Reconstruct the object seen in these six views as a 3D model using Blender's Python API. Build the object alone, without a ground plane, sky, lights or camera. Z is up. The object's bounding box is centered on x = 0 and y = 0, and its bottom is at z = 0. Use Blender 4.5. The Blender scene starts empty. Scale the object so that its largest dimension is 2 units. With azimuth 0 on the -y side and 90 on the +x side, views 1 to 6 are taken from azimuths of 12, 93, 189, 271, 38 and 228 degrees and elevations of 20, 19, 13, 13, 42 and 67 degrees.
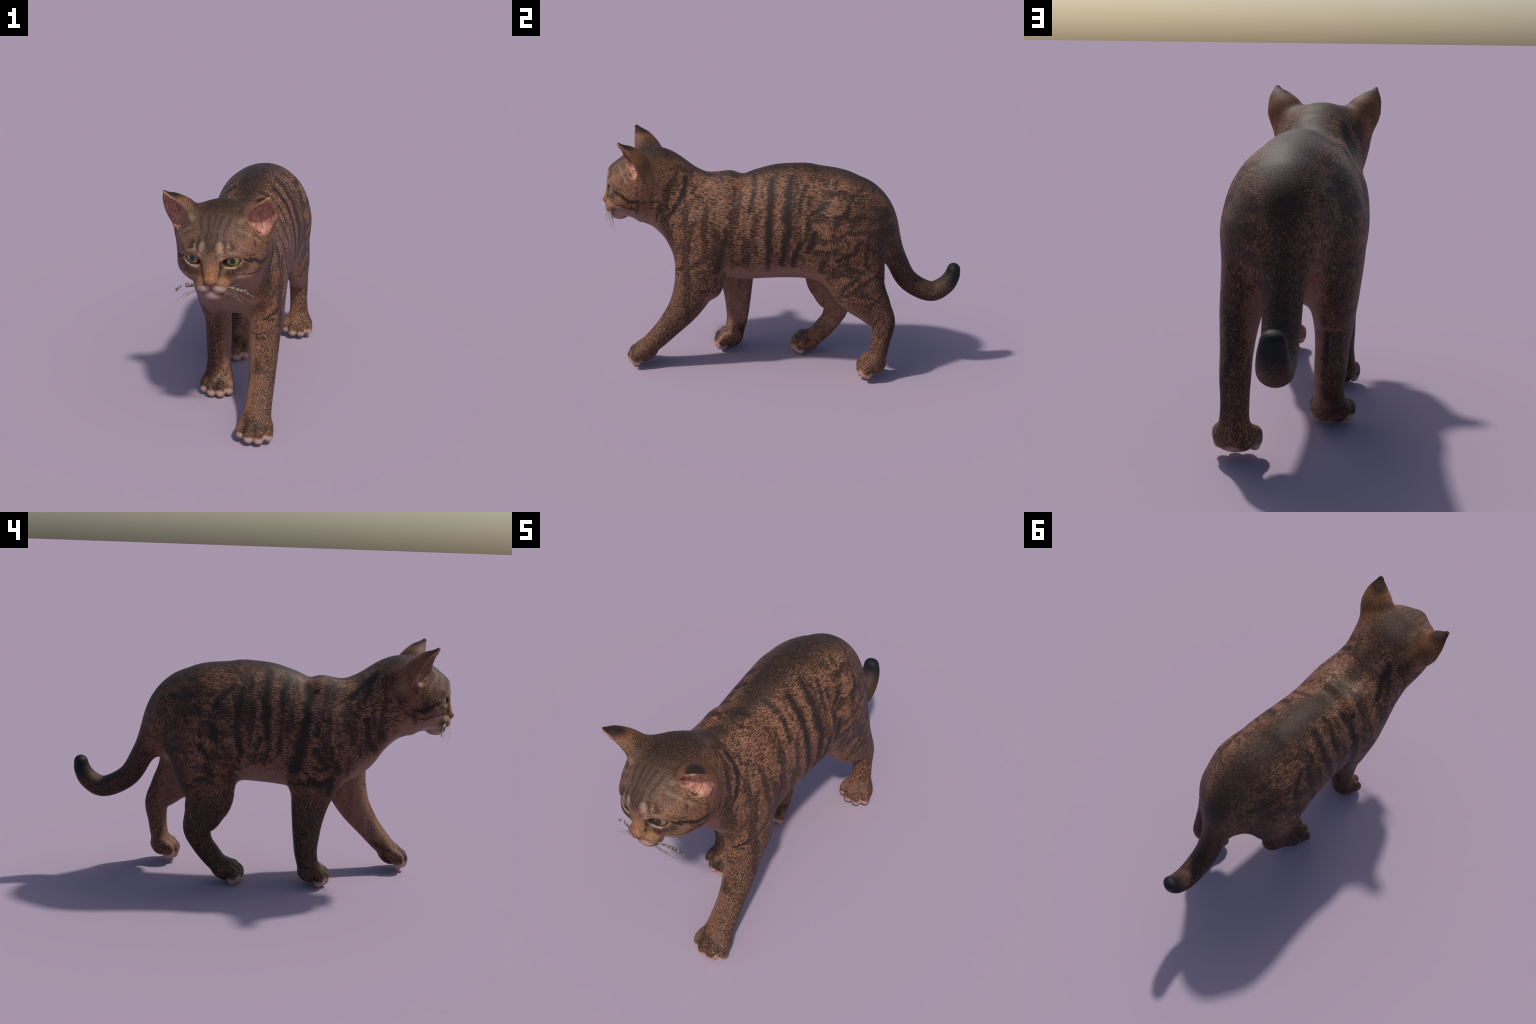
import bpy, bmesh
import numpy as np

CELL = .0045
# ============================================================ implicit body
BIG = 9.0

def catmull(nodes, per=8):
    """Smooth a list of control nodes (rows of numbers) into a dense polyline."""
    P = np.asarray(nodes, float)
    Q = np.vstack([2 * P[0] - P[1], P, 2 * P[-1] - P[-2]])
    out = []
    for i in range(1, len(Q) - 2):
        a, b, c, d = Q[i - 1], Q[i], Q[i + 1], Q[i + 2]
        for t in np.arange(per) / per:
            out.append(.5 * (2 * b + (c - a) * t + (2 * a - 5 * b + 4 * c - d) * t * t
                             + (3 * b - a - 3 * c + d) * t ** 3))
    out.append(P[-1])
    return np.array(out)

def smin(a, b, k):
    h = np.maximum(k - np.abs(a - b), 0) / k
    return np.minimum(a, b) - h * h * k * .25

def smax(a, b, k):
    return -smin(-a, -b, k)

def boxed(lo, hi, fn, P, pad=.08):
    """Evaluate fn only near its box; far points get a rough box distance."""
    lo = np.asarray(lo, float); hi = np.asarray(hi, float)
    d = np.maximum(np.maximum(lo - P, P - hi), 0)
    d = np.sqrt((d * d).sum(1))
    out = d + .02
    m = d < pad
    if m.any():
        out[m] = fn(P[m])
    return out

def ellipsoid(P, c, r, rot=None):
    d = P - np.asarray(c, float)
    if rot is not None:
        d = d @ rot
    r = np.asarray(r, float)
    q = d / r
    n = np.sqrt((q * q).sum(1))
    g = np.sqrt(((q / r) ** 2).sum(1)) + 1e-9
    return np.where(n < .05, -r.min(), n * (n - 1) / g)

def tube(P, nodes, per=6, lateral=(1, 0, 0), pad=.08):
    """Swept elliptical tube. node = (x, y, z, half width sideways, half depth)."""
    S = catmull(nodes, per)
    lo = (S[:, :3] - S[:, 3:].max(1)[:, None]).min(0)
    hi = (S[:, :3] + S[:, 3:].max(1)[:, None]).max(0)
    lat = np.asarray(lateral, float)

    def fn(P):
        best = np.full(len(P), 1e9); f = np.full(len(P), BIG)
        for a, b in zip(S[:-1], S[1:]):
            e = b[:3] - a[:3]; L2 = e @ e + 1e-12
            t = np.clip(((P - a[:3]) @ e) / L2, 0, 1)
            d = P - a[:3] - t[:, None] * e
            dist = (d * d).sum(1)
            m = dist < best
            if not m.any():
                continue
            best[m] = dist[m]
            tan = e / np.sqrt(L2)
            u = lat - tan * (lat @ tan); u /= np.linalg.norm(u)
            v = np.cross(tan, u)
            dm = d[m]; tm = t[m]
            rl = a[3] + tm * (b[3] - a[3]); rd = a[4] + tm * (b[4] - a[4])
            qa, qb, qc = dm @ u, dm @ v, dm @ tan
            n = np.sqrt((qa / rl) ** 2 + (qb / rd) ** 2 + (qc / np.minimum(rl, rd)) ** 2)
            f[m] = (n - 1) * np.minimum(rl, rd)
        return f
    return boxed(lo, hi, fn, P, pad)

def rot_x(a):
    c, s = np.cos(a), np.sin(a)
    return np.array([[1, 0, 0], [0, c, -s], [0, s, c]])

def rot_z(a):
    c, s = np.cos(a), np.sin(a)
    return np.array([[c, -s, 0], [s, c, 0], [0, 0, 1]])

# ---- trunk: slices along y -> (y, top, bottom, half width, height of widest point, x centre)
TRUNK = [
    (-.76, 1.190, .820, .180, 1.00, .000),
    (-.70, 1.204, .782, .195, .99, .000),
    (-.64, 1.192, .722, .200, .95, .000),
    (-.58, 1.166, .635, .205, .90, .000),
    (-.50, 1.126, .570, .222, .84, .000),
    (-.42, 1.092, .545, .235, .81, -.002),
    (-.36, 1.084, .530, .240, .80, -.004),
    (-.30, 1.101, .524, .240, .80, -.005),
    (-.24, 1.092, .506, .238, .80, -.005),
    (-.16, 1.124, .511, .235, .80, -.007),
    (-.05, 1.158, .524, .238, .80, -.008),
    (.06, 1.170, .533, .248, .81, -.010),
    (.13, 1.171, .534, .256, .81, -.013),
    (.18, 1.163, .528, .260, .81, -.014),
    (.28, 1.150, .535, .262, .83, -.010),
    (.36, 1.118, .570, .246, .83, -.004),
    (.42, 1.060, .620, .205, .83, -.002),
    (.47, .980, .680, .140, .83, -.002),
]
_T = catmull(TRUNK, 10)

def trunk(P):
    def fn(P):
        y = np.clip(P[:, 1], _T[0, 0], _T[-1, 0])
        top, bot, rx, zc, cx = [np.interp(y, _T[:, 0], _T[:, i]) for i in range(1, 6)]
        dz = P[:, 2] - zc
        rz = np.where(dz > 0, top - zc, zc - bot)
        dy = P[:, 1] - y
        e = np.where(dz > 0, 2.0, 2.25)
        n = (np.abs((P[:, 0] - cx) / rx) ** e + np.abs(dz / rz) ** e
             + np.abs(dy / .06) ** e) ** (1 / e)
        return (n - 1) * np.minimum(rx, rz)
    return boxed((-.3, -.82, .5), (.3, .65, 1.22), fn, P)

# ---- limbs (x, y, z, half width, half depth)
LEFT_FORELIMB = [(.135, -.40, .86, .085, .15), (.150, -.425, .70, .092, .150), (.150, -.447, .555, .090, .128),
                 (.148, -.478, .450, .080, .108), (.152, -.529, .346, .073, .086),
                 (.158, -.606, .243, .066, .066), (.158, -.680, .158, .068, .057), (.158, -.740, .100, .074, .048)]
RIGHT_FORELIMB = [(-.135, -.36, .86, .085, .15), (-.155, -.325, .70, .092, .150), (-.152, -.285, .555, .085, .122),
                  (-.148, -.264, .470, .072, .103), (-.147, -.252, .360, .069, .083),
                  (-.149, -.249, .270, .066, .071), (-.149, -.251, .180, .064, .061), (-.146, -.270, .085, .076, .055)]
LEFT_HINDLIMB = [(.120, .36, .80, .115, .18), (.137, .39, .66, .102, .180), (.160, .445, .525, .074, .145),
                 (.156, .530, .415, .060, .098), (.151, .582, .335, .057, .068),
                 (.153, .579, .240, .053, .053), (.157, .568, .155, .057, .049), (.158, .553, .085, .078, .046)]
RIGHT_HINDLIMB = [(-.145, .31, .80, .115, .165), (-.165, .305, .66, .106, .165), (-.168, .270, .480, .080, .135),
                  (-.166, .293, .380, .066, .107), (-.164, .325, .290, .062, .078),
                  (-.158, .303, .215, .057, .060), (-.156, .255, .148, .060, .056), (-.157, .205, .090, .078, .048)]
TAIL = [(-.010, .440, .975, .060, .050), (-.016, .500, .935, .070, .050), (-.020, .548, .868, .075, .054),
        (-.024, .595, .760, .073, .057),
        (-.026, .641, .650, .070, .059), (-.029, .700, .545, .067, .058),
        (-.033, .780, .487, .065, .057), (-.037, .860, .467, .063, .055),
        (-.041, .926, .506, .058, .051), (-.044, .958, .558, .052, .044), (-.046, .966, .600, .044, .037)]

# ---- paws: foot frame has toes towards -y, sole on z = 0
#       name: toe line centre x, toe front y, sole z, pitch (toes down +), yaw
PAWS = {
    'left_front': (.160, -.842, .028, .40, .0),
    'right_front': (-.143, -.388, .011, .30, .0),
    'left_hind': (.158, .447, .033, .45, .0),
    'right_hind': (-.157, .067, .011, .30, .0),
}
TOES = [(-.068, .042, .98), (-.0245, .019, 1.06), (.0245, .019, 1.06), (.068, .042, .98)]

def paw_local(P, key):
    x, y, z, pitch, yaw = PAWS[key]
    d = P - np.array([x, y, z])
    piv = np.array([0, .09, .03])
    return (d - piv) @ rot_z(yaw) @ rot_x(pitch) + piv

def paw(P, key):
    x, y, z, pitch, yaw = PAWS[key]
    def fn(P):
        Q = paw_local(P, key)
        f = ellipsoid(Q, (0, .112, .058), (.074, .066, .056))
        f = smin(f, ellipsoid(Q, (0, .115, .032), (.060, .060, .032)), .02)
        t = None
        for dx, dy, s in TOES:
            a = tube(Q, [(dx * .92, dy + .055, .066, .027 * s, .032 * s), (dx, dy + .030, .064, .0265 * s, .030 * s),
                         (dx * 1.0, dy + .016, .042, .0255 * s, .026 * s), (dx * .98, dy + .022, .026, .022 * s, .022 * s)], 4)
            t = a if t is None else smin(t, a, .009)
        return smin(f, t, .012)
    return boxed((x - .12, y - .03, z - .03), (x + .12, y + .22, z + .16), fn, P, .05)

# ---- head
EAR_N = np.array([.31, -.83, -.46]); EAR_N /= np.linalg.norm(EAR_N)
EAR_B = np.array([.227, -.768, 1.100])
EAR_OUT = np.array([.946, .311, .076])
EAR = [(.140, -.745, 1.08, .080, .085), (.166, -.765, 1.125, .086, .085), (.193, -.793, 1.180, .087, .074),
       (.219, -.822, 1.224, .064, .056), (.233, -.842, 1.251, .044, .038), (.241, -.857, 1.274, .023, .020)]
CUP = [(.212, -.795, 1.140, .046, .038), (.203, -.810, 1.178, .069, .050), (.217, -.834, 1.212, .053, .043),
       (.229, -.849, 1.238, .034, .030), (.234, -.856, 1.250, .017, .017)]
EYE_C = np.array([.0865, -.8965, 1.0080]); EYE_R = .0430

def mirror(P):
    Q = P.copy(); Q[:, 0] = np.abs(Q[:, 0]); return Q

def head_raw(P):
    M = mirror(P)
    f = ellipsoid(P, (0, -.745, 1.030), (.211, .221, .180))                 # skull
    f = smin(f, ellipsoid(P, (0, -.80, .935), (.150, .135, .105)), .05)        # jaw
    f = smin(f, ellipsoid(M, (.098, -.835, .955), (.085, .085, .070)), .04)      # cheek
    f = smin(f, tube(P, [(0, -.900, 1.060, .060, .070), (0, -.928, 1.000, .042, .046), (0, -.950, .955, .037, .036),
                         (0, -.966, .925, .032, .028)]), .030)                  # nose bridge
    f = smin(f, ellipsoid(M, (.078, -.893, 1.054), (.058, .046, .026)), .03)     # brow
    f = smin(f, ellipsoid(M, (.035, -.940, .887), (.043, .041, .031)), .024)     # whisker pad
    f = smin(f, ellipsoid(P, (0, -.907, .849), (.060, .057, .039)), .018)        # chin
    f = smin(f, ellipsoid(M, (.085, -.900, .955), (.050, .036, .038)), .03)      # cheek below eye
    f = smin(f, ellipsoid(P, (0, -.976, .918), (.027, .025, .019)), .012)        # nose tip
    return f

def ears(P):
    M = mirror(P)
    cone = tube(M, EAR)
    D = M - EAR_B
    plane = D @ EAR_N + .026 * (1 - np.exp(-np.maximum(D @ EAR_OUT, 0) / .018))          # the outer rim sits further back
    return smax(cone, plane, .006)

def face_carve(P, f):
    M = mirror(P)
    # eye opening
    c, s = np.cos(.12), np.sin(.12)
    a = .42
    R = rot_z(a)
    d = (M - np.array([.0880, -.938, 1.0015]))
    f = smax(f, -ellipsoid(M, (.0885, -.936, 1.0045), (.041, .026, .0212), rot_z(.36)), .008)
    # mouth line
    f = smax(f, -tube(M, [(0, -.990, .872, .004, .004), (.020, -.982, .862, .004, .004), (.045, -.945, .852, .004, .004),
                          (.062, -.900, .848, .003, .003)], 4), .008)
    # philtrum and nostril wings
    f = smax(f, -tube(P, [(0, -.995, .900, .003, .004), (0, -.988, .885, .003, .004), (0, -.985, .872, .003, .004)], 3), .008)
    f = smax(f, -ellipsoid(M, (.017, -1.000, .910), (.006, .008, .005)), .006)
    return f

def body(P):
    f = trunk(P)
    f = smin(f, ellipsoid(P, (.000, .322, .842), (.228, .285, .288)), .045)       # rump
    # shoulder blades and spine lumps
    f = smin(f, ellipsoid(mirror(P), (.085, -.330, 1.010), (.050, .110, .068)), .06)
    f = smin(f, ellipsoid(P, (.172, -.362, .505), (.036, .048, .060)), .06)      # left elbow
    f = smin(f, ellipsoid(P, (-.180, -.205, .575), (.042, .042, .055)), .05)     # right elbow
    f = smin(f, tube(P, LEFT_FORELIMB), .055)
    f = smin(f, tube(P, RIGHT_FORELIMB), .055)
    f = smin(f, tube(P, LEFT_HINDLIMB), .055)
    f = smin(f, tube(P, RIGHT_HINDLIMB), .055)
    f = smin(f, tube(P, TAIL, pad=.14), .10)
    for k in PAWS:
        f = smin(f, paw(P, k), .020)
    def hd(P):
        h = head_raw(P)
        h = smin(h, ears(P), .045)
        return h
    h = boxed((-.30, -1.03, .78), (.30, -.50, 1.31), hd, P, .10)
    f = smin(f, h, .07)
    m = (P[:, 1] < -.70) & (P[:, 2] > .78)
    if m.any():
        Q = P[m]
        g = face_carve(Q, f[m])
        g = smax(g, -tube(mirror(Q), CUP), .010)
        f[m] = g
    return f

# ============================================================ mesher
def evaluate(P, chunk=400000):
    out = np.empty(len(P))
    for i in range(0, len(P), chunk):
        out[i:i + chunk] = body(P[i:i + chunk])
    return out

def gradient(P, f=None, h=.0008):
    f = evaluate(P) if f is None else f
    g = np.zeros_like(P)
    for a in range(3):
        e = np.zeros(3); e[a] = h
        g[:, a] = (evaluate(P + e) - f) / h
    return g

def surface(cell, lo=(-.34, -1.05, -.03), hi=(.34, 1.06, 1.33), sub=5):
    """Dual (surface net) mesh of body() = 0: coarse scan, fine cells near the skin only."""
    lo = np.array(lo)
    nb = np.ceil((np.array(hi) - lo) / (cell * sub)).astype(int)
    cs = cell * sub
    ii = np.stack(np.meshgrid(*[np.arange(n) for n in nb], indexing='ij'), -1).reshape(-1, 3)
    fc = evaluate(lo + (ii + .5) * cs)
    near = ii[np.abs(fc) < cs * 1.35]
    N = nb * sub + 1
    F = np.full(N, 1.0, np.float32)
    C = np.full(nb, 1.0, np.float32); C[tuple(ii.T)] = fc
    F[:-1, :-1, :-1] = np.where(C < 0, -1, 1).repeat(sub, 0).repeat(sub, 1).repeat(sub, 2)
    loc = np.stack(np.meshgrid(*[np.arange(sub + 1)] * 3, indexing='ij'), -1).reshape(-1, 3)
    idx = (near[:, None, :] * sub + loc[None]).reshape(-1, 3)
    key = np.unique((idx[:, 0] * N[1] + idx[:, 1]) * N[2] + idx[:, 2])
    idx = np.stack([key // (N[1] * N[2]), key // N[2] % N[1], key % N[2]], 1)
    F[tuple(idx.T)] = evaluate(lo + idx * cell)
    S = F < 0
    acc = {}
    cells = np.zeros(tuple(N - 1), bool)
    tot = sum(S[i:N[0] - 1 + i, j:N[1] - 1 + j, k:N[2] - 1 + k].astype(np.int8)
              for i in (0, 1) for j in (0, 1) for k in (0, 1))
    cells = (tot > 0) & (tot < 8)
    ci = np.argwhere(cells)
    vid = np.full(cells.shape, -1, np.int32)
    vid[tuple(ci.T)] = np.arange(len(ci))
    pos = np.zeros((len(ci), 3)); cnt = np.zeros(len(ci))
    corners = [(i, j, k) for i in (0, 1) for j in (0, 1) for k in (0, 1)]
    val = {c: F[tuple((ci + c).T)] for c in corners}
    for a in corners:
        for ax in range(3):
            if a[ax] == 0:
                b = list(a); b[ax] = 1; b = tuple(b)
                va, vb = val[a], val[b]
                m = (va < 0) != (vb < 0)
                t = np.where(m, va / np.where(m, va - vb, 1), 0)
                p = np.array(a) + t[:, None] * (np.array(b) - np.array(a))
                pos[m] += p[m]; cnt[m] += 1
    V = lo + (ci + pos / cnt[:, None]) * cell
    quads = []
    for ax in range(3):
        u, w = (ax + 1) % 3, (ax + 2) % 3
        sl0 = [slice(None)] * 3; sl1 = [slice(None)] * 3
        sl0[ax] = slice(0, -1); sl1[ax] = slice(1, None)
        e = np.argwhere(S[tuple(sl0)] != S[tuple(sl1)])
        e = e[(e[:, u] > 0) & (e[:, w] > 0) & (e[:, u] < N[u] - 1) & (e[:, w] < N[w] - 1)]
        inside = S[tuple(e.T)]
        du = np.zeros(3, int); du[u] = 1
        dw = np.zeros(3, int); dw[w] = 1
        q = np.stack([vid[tuple((e - o).T)] for o in (du + dw, dw, 0 * du, du)], 1)
        q[~inside] = q[~inside][:, ::-1]
        quads.append(q)
    Q = np.vstack(quads)
    Q = Q[(Q >= 0).all(1)]
    for it in range(2):                          # relax a little, then pull back on to the surface
        A = np.zeros_like(V); n = np.zeros(len(V))
        for i in range(4):
            np.add.at(A, Q[:, i], V[Q[:, (i + 1) % 4]] + V[Q[:, (i + 3) % 4]])
            np.add.at(n, Q[:, i], 2)
        V = V * .5 + A / np.maximum(n, 1)[:, None] * .5
        f = evaluate(V); g = gradient(V, f)
        st = f / ((g * g).sum(1) + 1e-6)
        V = V - g * np.clip(st, -.6 * cell, .6 * cell)[:, None]
    # ear rims are thin: even them out on the mesh itself
    M = mirror(V)
    ear = (V[:, 2] > 1.07) & (V[:, 1] < -.68) & (M[:, 0] > .08) & (tube(M, EAR) < .012)
    ear |= (V[:, 1] > -.60) & (V[:, 2] > .17)           # and the same for faint creases of trunk and thighs
    for it in range(6):
        A = np.zeros_like(V); n = np.zeros(len(V))
        for i in range(4):
            np.add.at(A, Q[:, i], V[Q[:, (i + 1) % 4]] + V[Q[:, (i + 3) % 4]])
            np.add.at(n, Q[:, i], 2)
        V[ear] = V[ear] * .4 + (A / np.maximum(n, 1)[:, None])[ear] * .6
    # vertex normals of the whole skin
    d1 = V[Q[:, 2]] - V[Q[:, 0]]; d2 = V[Q[:, 3]] - V[Q[:, 1]]
    fn = np.cross(d1, d2); G = np.zeros_like(V)
    for i in range(4):
        np.add.at(G, Q[:, i], fn)
    A = G.copy()
    for i in range(4):
        np.add.at(A, Q[:, i], .5 * (G[Q[:, (i + 1) % 4]] + G[Q[:, (i + 3) % 4]]))
    G = A / (np.linalg.norm(A, axis=1)[:, None] + 1e-12)
    return V, Q, G
# ==== END GEOMETRY
# ============================================================ marks on the coat
# each mark: (start, end, radius at start, radius at end, strength) - a soft brush stroke in space
LEFT_FLANK = [
    ((0.061, -0.155, 1.112), (0.165, -0.156, 1.021), 0.016, 0.013, 0.80),
    ((0.165, -0.156, 1.021), (0.202, -0.167, 0.947), 0.013, 0.009, 0.80),
    ((0.114, -0.061, 1.105), (0.189, -0.057, 0.999), 0.017, 0.018, 1.00),
    ((0.189, -0.057, 0.999), (0.222, -0.063, 0.887), 0.018, 0.019, 1.00),
    ((0.222, -0.063, 0.887), (0.229, -0.054, 0.761), 0.019, 0.018, 0.95),
    ((0.229, -0.054, 0.761), (0.180, -0.064, 0.617), 0.018, 0.017, 0.95),
    ((0.108, 0.040, 1.125), (0.177, 0.038, 1.043), 0.018, 0.019, 0.90),
    ((0.177, 0.038, 1.043), (0.215, 0.031, 0.953), 0.019, 0.020, 0.90),
    ((0.215, 0.031, 0.953), (0.233, 0.043, 0.875), 0.024, 0.021, 1.00),
    ((0.233, 0.043, 0.875), (0.235, 0.027, 0.781), 0.021, 0.018, 1.00),
    ((0.235, 0.027, 0.781), (0.206, 0.014, 0.658), 0.018, 0.015, 1.00),
    ((0.241, 0.104, 0.800), (0.208, 0.072, 0.657), 0.017, 0.014, 1.10),
    ((0.187, 0.143, 1.035), (0.239, 0.148, 0.883), 0.011, 0.014, 0.70),
    ((0.245, 0.186, 0.853), (0.242, 0.150, 0.760), 0.017, 0.017, 0.95),
    ((0.209, 0.218, 0.999), (0.223, 0.160, 0.954), 0.016, 0.012, 0.80),
    ((0.149, 0.124, 1.090), (0.199, 0.097, 1.010), 0.014, 0.012, 0.65),
    ((0.199, 0.097, 1.010), (0.221, 0.092, 0.950), 0.012, 0.010, 0.65),
    ((0.226, 0.212, 0.954), (0.231, 0.190, 0.933), 0.012, 0.010, 0.70),
    ((0.132, -0.258, 1.057), (0.180, -0.248, 0.987), 0.011, 0.009, 0.40),
    ((0.180, -0.248, 0.987), (0.218, -0.283, 0.912), 0.009, 0.008, 0.40),
    ((0.243, 0.150, 0.850), (0.242, 0.116, 0.793), 0.010, 0.010, 0.70),
    ((0.221, -0.132, 0.883), (0.219, -0.126, 0.711), 0.012, 0.010, 0.40),
    ((0.243, -0.348, 0.814), (0.238, -0.298, 0.751), 0.020, 0.022, 0.55),
    ((0.238, -0.298, 0.751), (0.239, -0.342, 0.683), 0.022, 0.025, 0.55),
    ((0.207, 0.351, 1.004), (0.234, 0.329, 0.948), 0.014, 0.014, 0.80),
    ((0.234, 0.329, 0.948), (0.235, 0.289, 0.946), 0.014, 0.014, 0.80),
    ((0.240, 0.295, 0.927), (0.254, 0.271, 0.825), 0.013, 0.011, 0.55),
    ((0.231, 0.400, 0.935), (0.252, 0.364, 0.871), 0.012, 0.012, 0.55),
    ((0.248, 0.427, 0.821), (0.251, 0.401, 0.762), 0.017, 0.016, 0.75),
    ((0.251, 0.401, 0.762), (0.249, 0.313, 0.719), 0.016, 0.014, 0.75),
    ((0.239, 0.238, 0.705), (0.211, 0.226, 0.629), 0.015, 0.013, 0.70),
    ((0.251, 0.363, 0.722), (0.234, 0.296, 0.653), 0.013, 0.012, 0.50),
    ((0.234, 0.296, 0.653), (0.196, 0.254, 0.581), 0.012, 0.010, 0.50),
    ((0.192, 0.470, 0.953), (0.226, 0.470, 0.858), 0.016, 0.016, 0.60),
    ((0.226, 0.470, 0.858), (0.231, 0.462, 0.694), 0.016, 0.016, 0.60),
    ((0.225, 0.477, 0.687), (0.236, 0.392, 0.588), 0.014, 0.013, 0.60),
    ((0.236, 0.392, 0.588), (0.221, 0.339, 0.535), 0.013, 0.012, 0.60),
    ((0.200, 0.538, 0.643), (0.235, 0.425, 0.557), 0.015, 0.013, 0.60),
    ((0.235, 0.425, 0.557), (0.223, 0.367, 0.504), 0.013, 0.011, 0.60),
    ((0.196, 0.567, 0.528), (0.222, 0.494, 0.445), 0.017, 0.014, 0.60),
    ((0.172, 0.213, 1.059), (0.185, 0.234, 1.043), 0.013, 0.012, 0.40),
    ((0.104, 0.285, 1.118), (0.147, 0.276, 1.087), 0.013, 0.012, 0.40),
]
NECK_AND_SHOULDER = [
    ((0.121, -0.523, 1.096), (0.170, -0.521, 1.030), 0.015, 0.013, 0.95),
    ((0.170, -0.521, 1.030), (0.203, -0.571, 0.942), 0.013, 0.011, 0.95),
    ((0.203, -0.571, 0.942), (0.188, -0.641, 0.859), 0.011, 0.008, 0.95),
    ((0.166, -0.439, 1.012), (0.212, -0.504, 0.937), 0.014, 0.010, 0.40),
    ((0.233, -0.449, 0.883), (0.216, -0.543, 0.744), 0.014, 0.010, 0.35),
    ((0.242, -0.345, 0.828), (0.243, -0.344, 0.721), 0.022, 0.018, 0.45),
    ((0.243, -0.344, 0.721), (0.229, -0.510, 0.597), 0.018, 0.015, 0.45),
    ((0.235, -0.285, 0.840), (0.228, -0.324, 0.652), 0.020, 0.017, 0.65),
    ((0.228, -0.324, 0.652), (0.234, -0.331, 0.510), 0.017, 0.015, 0.65),
    ((0.207, -0.576, 0.858), (0.158, -0.620, 0.764), 0.009, 0.007, 0.50),
    ((0.222, -0.532, 0.747), (0.169, -0.603, 0.626), 0.009, 0.007, 0.45),
    ((0.224, -0.521, 0.618), (0.176, -0.567, 0.589), 0.010, 0.007, 0.75),
    ((0.176, -0.567, 0.589), (0.095, -0.547, 0.540), 0.007, 0.005, 0.75),
    ((0.237, -0.485, 0.654), (0.167, -0.572, 0.623), 0.008, 0.005, 0.60),
    ((0.234, -0.397, 0.488), (0.191, -0.560, 0.510), 0.009, 0.007, 0.70),
    ((0.191, -0.560, 0.510), (0.109, -0.564, 0.493), 0.007, 0.005, 0.70),
    ((0.096, -0.552, 0.497), (0.137, -0.577, 0.496), 0.005, 0.005, 0.80),
    ((0.137, -0.577, 0.496), (0.186, -0.564, 0.506), 0.005, 0.005, 0.80),
    ((-0.116, -0.571, 1.136), (-0.133, -0.505, 1.072), 0.021, 0.019, 0.95),
    ((-0.133, -0.505, 1.072), (-0.164, -0.448, 1.020), 0.019, 0.017, 0.95),
    ((-0.212, -0.528, 0.914), (-0.207, -0.545, 0.795), 0.014, 0.015, 0.95),
    ((-0.207, -0.545, 0.795), (-0.162, -0.592, 0.737), 0.015, 0.017, 0.95),
    ((-0.197, -0.601, 0.844), (-0.162, -0.637, 0.799), 0.015, 0.018, 0.90),
    ((-0.216, -0.410, 0.934), (-0.232, -0.451, 0.875), 0.011, 0.011, 0.50),
    ((-0.128, -0.330, 1.069), (-0.180, -0.321, 0.998), 0.015, 0.014, 0.80),
    ((-0.180, -0.321, 0.998), (-0.248, -0.274, 0.827), 0.014, 0.013, 0.80),
    ((-0.121, -0.223, 1.069), (-0.173, -0.229, 1.013), 0.018, 0.019, 0.95),
    ((-0.173, -0.229, 1.013), (-0.229, -0.223, 0.905), 0.019, 0.019, 0.95),
    ((-0.159, -0.233, 1.031), (-0.151, -0.277, 1.044), 0.014, 0.011, 0.90),
    ((-0.229, -0.223, 0.905), (-0.244, -0.195, 0.758), 0.022, 0.027, 1.00),
    ((-0.244, -0.195, 0.758), (-0.225, -0.176, 0.653), 0.027, 0.031, 1.00),
    ((-0.254, -0.278, 0.754), (-0.255, -0.309, 0.696), 0.015, 0.015, 0.90),
    ((-0.255, -0.309, 0.696), (-0.252, -0.340, 0.666), 0.015, 0.015, 0.90),
    ((-0.255, -0.352, 0.767), (-0.255, -0.356, 0.728), 0.012, 0.012, 0.70),
    ((-0.247, -0.379, 0.677), (-0.235, -0.401, 0.645), 0.020, 0.020, 0.80),
    ((-0.240, -0.252, 0.590), (-0.239, -0.311, 0.571), 0.017, 0.019, 1.10),
    ((-0.239, -0.311, 0.571), (-0.236, -0.359, 0.598), 0.019, 0.022, 1.10),
    ((-0.236, -0.359, 0.598), (-0.216, -0.354, 0.522), 0.022, 0.017, 1.10),
    ((-0.183, -0.146, 0.561), (-0.235, -0.208, 0.576), 0.013, 0.011, 0.90),
    ((-0.235, -0.208, 0.576), (-0.237, -0.243, 0.563), 0.011, 0.009, 0.90),
    ((-0.223, -0.496, 0.776), (-0.210, -0.510, 0.734), 0.013, 0.011, 0.60),
    ((-0.248, -0.268, 0.663), (-0.250, -0.307, 0.650), 0.009, 0.009, 0.70),
    ((-0.204, -0.612, 0.974), (-0.200, -0.626, 0.906), 0.009, 0.009, 0.40),
]
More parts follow.
